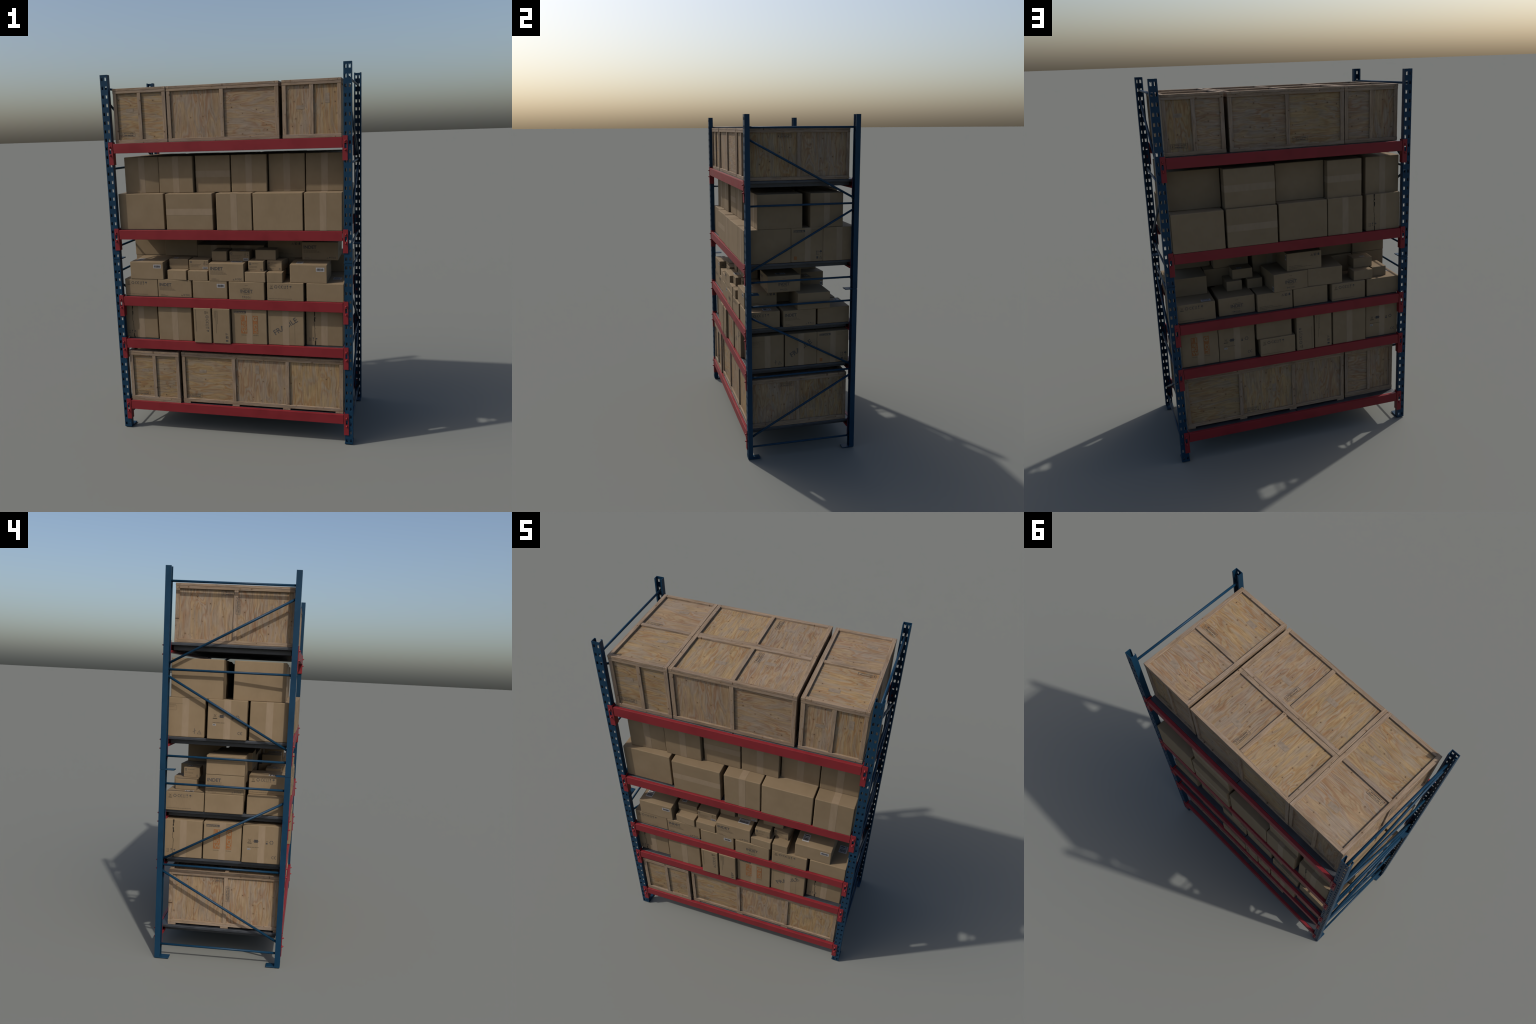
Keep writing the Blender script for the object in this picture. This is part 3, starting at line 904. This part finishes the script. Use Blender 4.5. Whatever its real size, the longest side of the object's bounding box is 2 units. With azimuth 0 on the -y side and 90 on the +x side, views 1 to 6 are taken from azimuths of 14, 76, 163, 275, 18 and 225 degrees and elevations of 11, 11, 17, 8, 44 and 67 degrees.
# ------------------------------------------------------------------ plywood crates
def crate(x0, x1, y0, y1, z0, z1, nx, ny, top_split, runners=None, seed=1):
    """Plywood box, softwood frame on every face.  nx / ny: panels across the
    front and the sides; top_split: axis along which the lid has two panels;
    runners: axis of the feet under it ('x' or 'y'), or None."""
    r = random.Random(seed)
    o = bpy.data.objects.new("wooden_crate", None)
    COL.objects.link(o)
    c = Vector(((x0 + x1) / 2, (y0 + y1) / 2, z0))
    o.location = c
    tag(o, "pale plywood shipping crate with nailed batten frame", "wooden crate")
    foot = 0.0100 if runners else 0.0
    zb, zt = z0 + foot, z1
    rec, lidrec = 0.0085, 0.0100           # how far panels sit behind the frame
    post, rail, brail, mid = 0.0215, 0.0265, 0.0190, 0.0200
    lid = 0.0125
    def bl(nm, lo, hi, mat, bev=0.0009):
        return block(nm, lo, hi, mat, o, bev, 1, c)
    tones = ("yellow", "pink")
    # panels
    th = 0.010
    def splits(a, b, n):
        w = (b - a) / n
        return [(a + i * w, a + (i + 1) * w) for i in range(n)]
    for face, ypos in (("f", y0 + rec), ("b", y1 - rec - th)):
        for i, (a, b) in enumerate(splits(x0 + 0.004, x1 - 0.004, nx)):
            g = r.choice("xz")
            bl("plywood_panel", (a, ypos, zb + 0.004), (b, ypos + th, zt - 0.014), wood(r.choice(tones), "y", g), 0)
            if r.random() < 0.5:
                w, h = (0.042, 0.019) if g == "x" or r.random() < 0.5 else (0.022, 0.048)
                px, pz = r.uniform(a + 0.05, b - 0.07), r.uniform(zb + 0.12, zt - 0.10)
                yy = ypos - 0.0006 if face == "f" else ypos + th - 0.0004
                bl("veneer_patch", (px, yy, pz), (px + w, yy + 0.001, pz + h), VENEER, 0)
    for face, xpos in (("l", x0 + rec), ("r", x1 - rec - th)):
        for a, b in splits(y0 + rec + th, y1 - rec - th, ny):
            bl("plywood_panel", (xpos, a, zb + 0.004), (xpos + th, b, zt - 0.014), wood(r.choice(tones), "x", "z"), 0)
    xa, xb, ya, yb = x0 + 0.004, x1 - 0.004, y0 + 0.004, y1 - 0.004
    lids = splits(xa, xb, 2) if top_split == "x" else splits(ya, yb, 2)
    for i, (a, b) in enumerate(lids):
        lo, hi = ((a, ya), (b, yb)) if top_split == "x" else ((xa, a), (xb, b))
        g = "x" if top_split == "y" else "y"
        bl("plywood_panel", (*lo, zt - lidrec - 0.004), (*hi, zt - lidrec), wood(tones[i % 2], "z", g), 0)
        px, py = r.uniform(lo[0] + 0.06, hi[0] - 0.09), r.uniform(lo[1] + 0.06, hi[1] - 0.09)
        bl("veneer_patch", (px, py, zt - lidrec - 0.0004), (px + 0.052, py + 0.024, zt - lidrec + 0.0006), VENEER, 0)
    bl("crate_bottom", (x0 + 0.005, y0 + 0.005, zb + 0.001), (x1 - 0.005, y1 - 0.005, zb + 0.009), wood("yellow", "z", "x"), 0)
    # frame: corner posts
    for xx in (x0, x1 - post):
        for yy in (y0, y1 - post):
            bl("corner_post", (xx + 0.0008, yy + 0.0008, zb + brail), (xx + post - 0.0008, yy + post - 0.0008, zt - rail), wood("batten", "y", "z"))
    # rails: front/back then sides, lid rim on top
    for z_lo, z_hi, nm in ((zb, zb + brail, "bottom_rail"), (zt - rail, zt - lid - 0.0003, "top_rail")):
        for yy in (y0, y1 - 0.013):
            bl(nm, (x0, yy, z_lo), (x1, yy + 0.013, z_hi), wood("batten", "y", "x"))
        for xx in (x0, x1 - 0.013):
            bl(nm, (xx, y0 + 0.0132, z_lo), (xx + 0.013, y1 - 0.0132, z_hi), wood("batten", "x", "y"))
    rim = 0.0195
    for xx in (x0 - 0.0006, x1 - rim + 0.0006):
        bl("lid_rim", (xx, y0 - 0.0006, zt - lid), (xx + rim, y1 + 0.0006, zt), wood("batten", "z", "y"))
    for yy in (y0 - 0.0006, y1 - rim + 0.0006):
        bl("lid_rim", (x0 + rim - 0.0004, yy, zt - lid), (x1 - rim + 0.0004, yy + rim, zt - 0.0002), wood("batten", "z", "x"))
    if top_split == "x":
        m = (x0 + x1) / 2
        bl("lid_batten", (m - mid / 2, y0 + rim, zt - lid), (m + mid / 2, y1 - rim, zt - 0.0004), wood("batten", "z", "y"))
    else:
        m = (y0 + y1) / 2
        bl("lid_batten", (x0 + rim, m - mid / 2, zt - lid), (x1 - rim, m + mid / 2, zt - 0.0004), wood("batten", "z", "x"))
    # middle battens on the sides
    for k in range(1, nx):
        m = x0 + (x1 - x0) * k / nx
        for lo, hi in ((y0 + 0.0006, y0 + 0.013), (y1 - 0.013, y1 - 0.0006)):
            bl("side_batten", (m - mid / 2, lo, zb + brail), (m + mid / 2, hi, zt - rail), wood("batten", "y", "z"))
    for k in range(1, ny):
        m = y0 + (y1 - y0) * k / ny
        for lo, hi in ((x0 + 0.0006, x0 + 0.013), (x1 - 0.013, x1 - 0.0006)):
            bl("side_batten", (lo, m - mid / 2, zb + brail), (hi, m + mid / 2, zt - rail), wood("batten", "x", "z"))
    # feet
    fw = 0.0425
    if runners == "x":
        for yy in (y0, (y0 + y1) / 2 - fw / 2, y1 - fw):
            bl("foot_runner", (x0 + 0.0006, yy + 0.0006, z0), (x1 - 0.0006, yy + fw - 0.0006, zb), wood("batten", "y", "x"))
    elif runners == "y":
        for k in range(nx + 1):
            xx = x0 + (x1 - x0 - fw) * k / nx
            bl("foot_runner", (xx + 0.0006, y0 + 0.0006, z0), (xx + fw - 0.0006, y1 - 0.0006, zb), wood("batten", "x", "y"))
    return o, c

def stamp(o, c, face, u, v, turn=0):
    """Inspection stamp: framed code, placed at face coordinates u,v (crate space)."""
    p = Printer(face, (0, 0, 0), turn)
    p.frame(INK, 0, 0, 0.082, 0.0235, 0.0011)
    p.rect(INK, 0.0165, 0, 0.0008, 0.0235)
    p.text(INK, "2", 0.0042, 0.0055, 0.0125)
    p.text(INK, "NY 0121-#T902", 0.0195, 0.0125, 0.0068, stretch=0.86, weight=0.01)
    p.words(INK, 0.0200, 0.0050, 0.050, 0.0030, 5)
    uu, vv, n = FACES[face]
    for mat, V, F in p.parts.values():
        me = mesh_from("inspection_stamp", V, F, mat)
        s = link("inspection_stamp", me, o, uu * u[0] + vv * u[1] + n * v)
        s["kind"] = "stuff"

ZT = BEAM_TOPS[0] + 0.0006
tl, tlc = crate(-0.6075, -0.3090, -0.3125, 0.2900, ZT, 1.9275, 2, 2, "y", seed=3)
tm1, c1 = crate(-0.3055, 0.2960, -0.3100, -0.0075, ZT, 1.9275, 2, 1, "x", seed=5)
tm2, c2 = crate(-0.3060, 0.2955, -0.0050, 0.2915, ZT, 1.9275, 2, 1, "x", seed=5)
tr, trc = crate(0.3130, 0.6120, -0.3115, 0.2880, ZT, 1.9275, 2, 2, "y", seed=9)
ZB = BEAM_TOPS[4] - 0.0002
bl_, blc = crate(-0.6110, -0.3100, -0.3245, 0.2770, ZB, 0.4705, 2, 2, "y", "x", seed=3)
bb, bbc = crate(-0.2970, 0.6130, -0.3160, 0.2920, ZB, 0.4725, 3, 2, "x", "y", seed=14)
for o, c, w, d, h in ((tl, tlc, 0.2985, 0.6025, 0.287), (bl_, blc, 0.301, 0.6015, 0.302)):
    stamp(o, c, "-y", (-w / 2 + 0.030, 0.036), d / 2 - 0.0079)
    stamp(o, c, "-x", (-0.072, h - 0.052), w / 2 - 0.0079)
for o, c, w in ((tl, tlc, 0.2985), (bl_, blc, 0.301)):
    stamp(o, c, "-x", (0.000, 0.230), w / 2 - 0.0002, 3)
stamp(tl, tlc, "+z", (-0.115, 0.018), 0.2869 - 0.0085)
stamp(tr, trc, "+z", (0.118, -0.018), 0.2869 - 0.0085, 2)
for o, c in ((tm1, c1), (tm2, c2)):
    stamp(o, c, "+z", (0.038, 0.120), 0.2869 - 0.0085, 3)
stamp(tm2, c2, "+y", (0.022, 0.030), 0.1483 - 0.0079)
stamp(tr, trc, "+y", (-0.118, 0.034), 0.2998 - 0.0079)
stamp(tr, trc, "+x", (-0.125, 0.232), 0.1495 - 0.0079)
stamp(bb, bbc, "-y", (-0.425, 0.036), 0.304 - 0.0079)
stamp(bb, bbc, "+y", (-0.140, 0.036), 0.304 - 0.0079)
stamp(bb, bbc, "+x", (-0.110, 0.246), 0.455 - 0.0079)
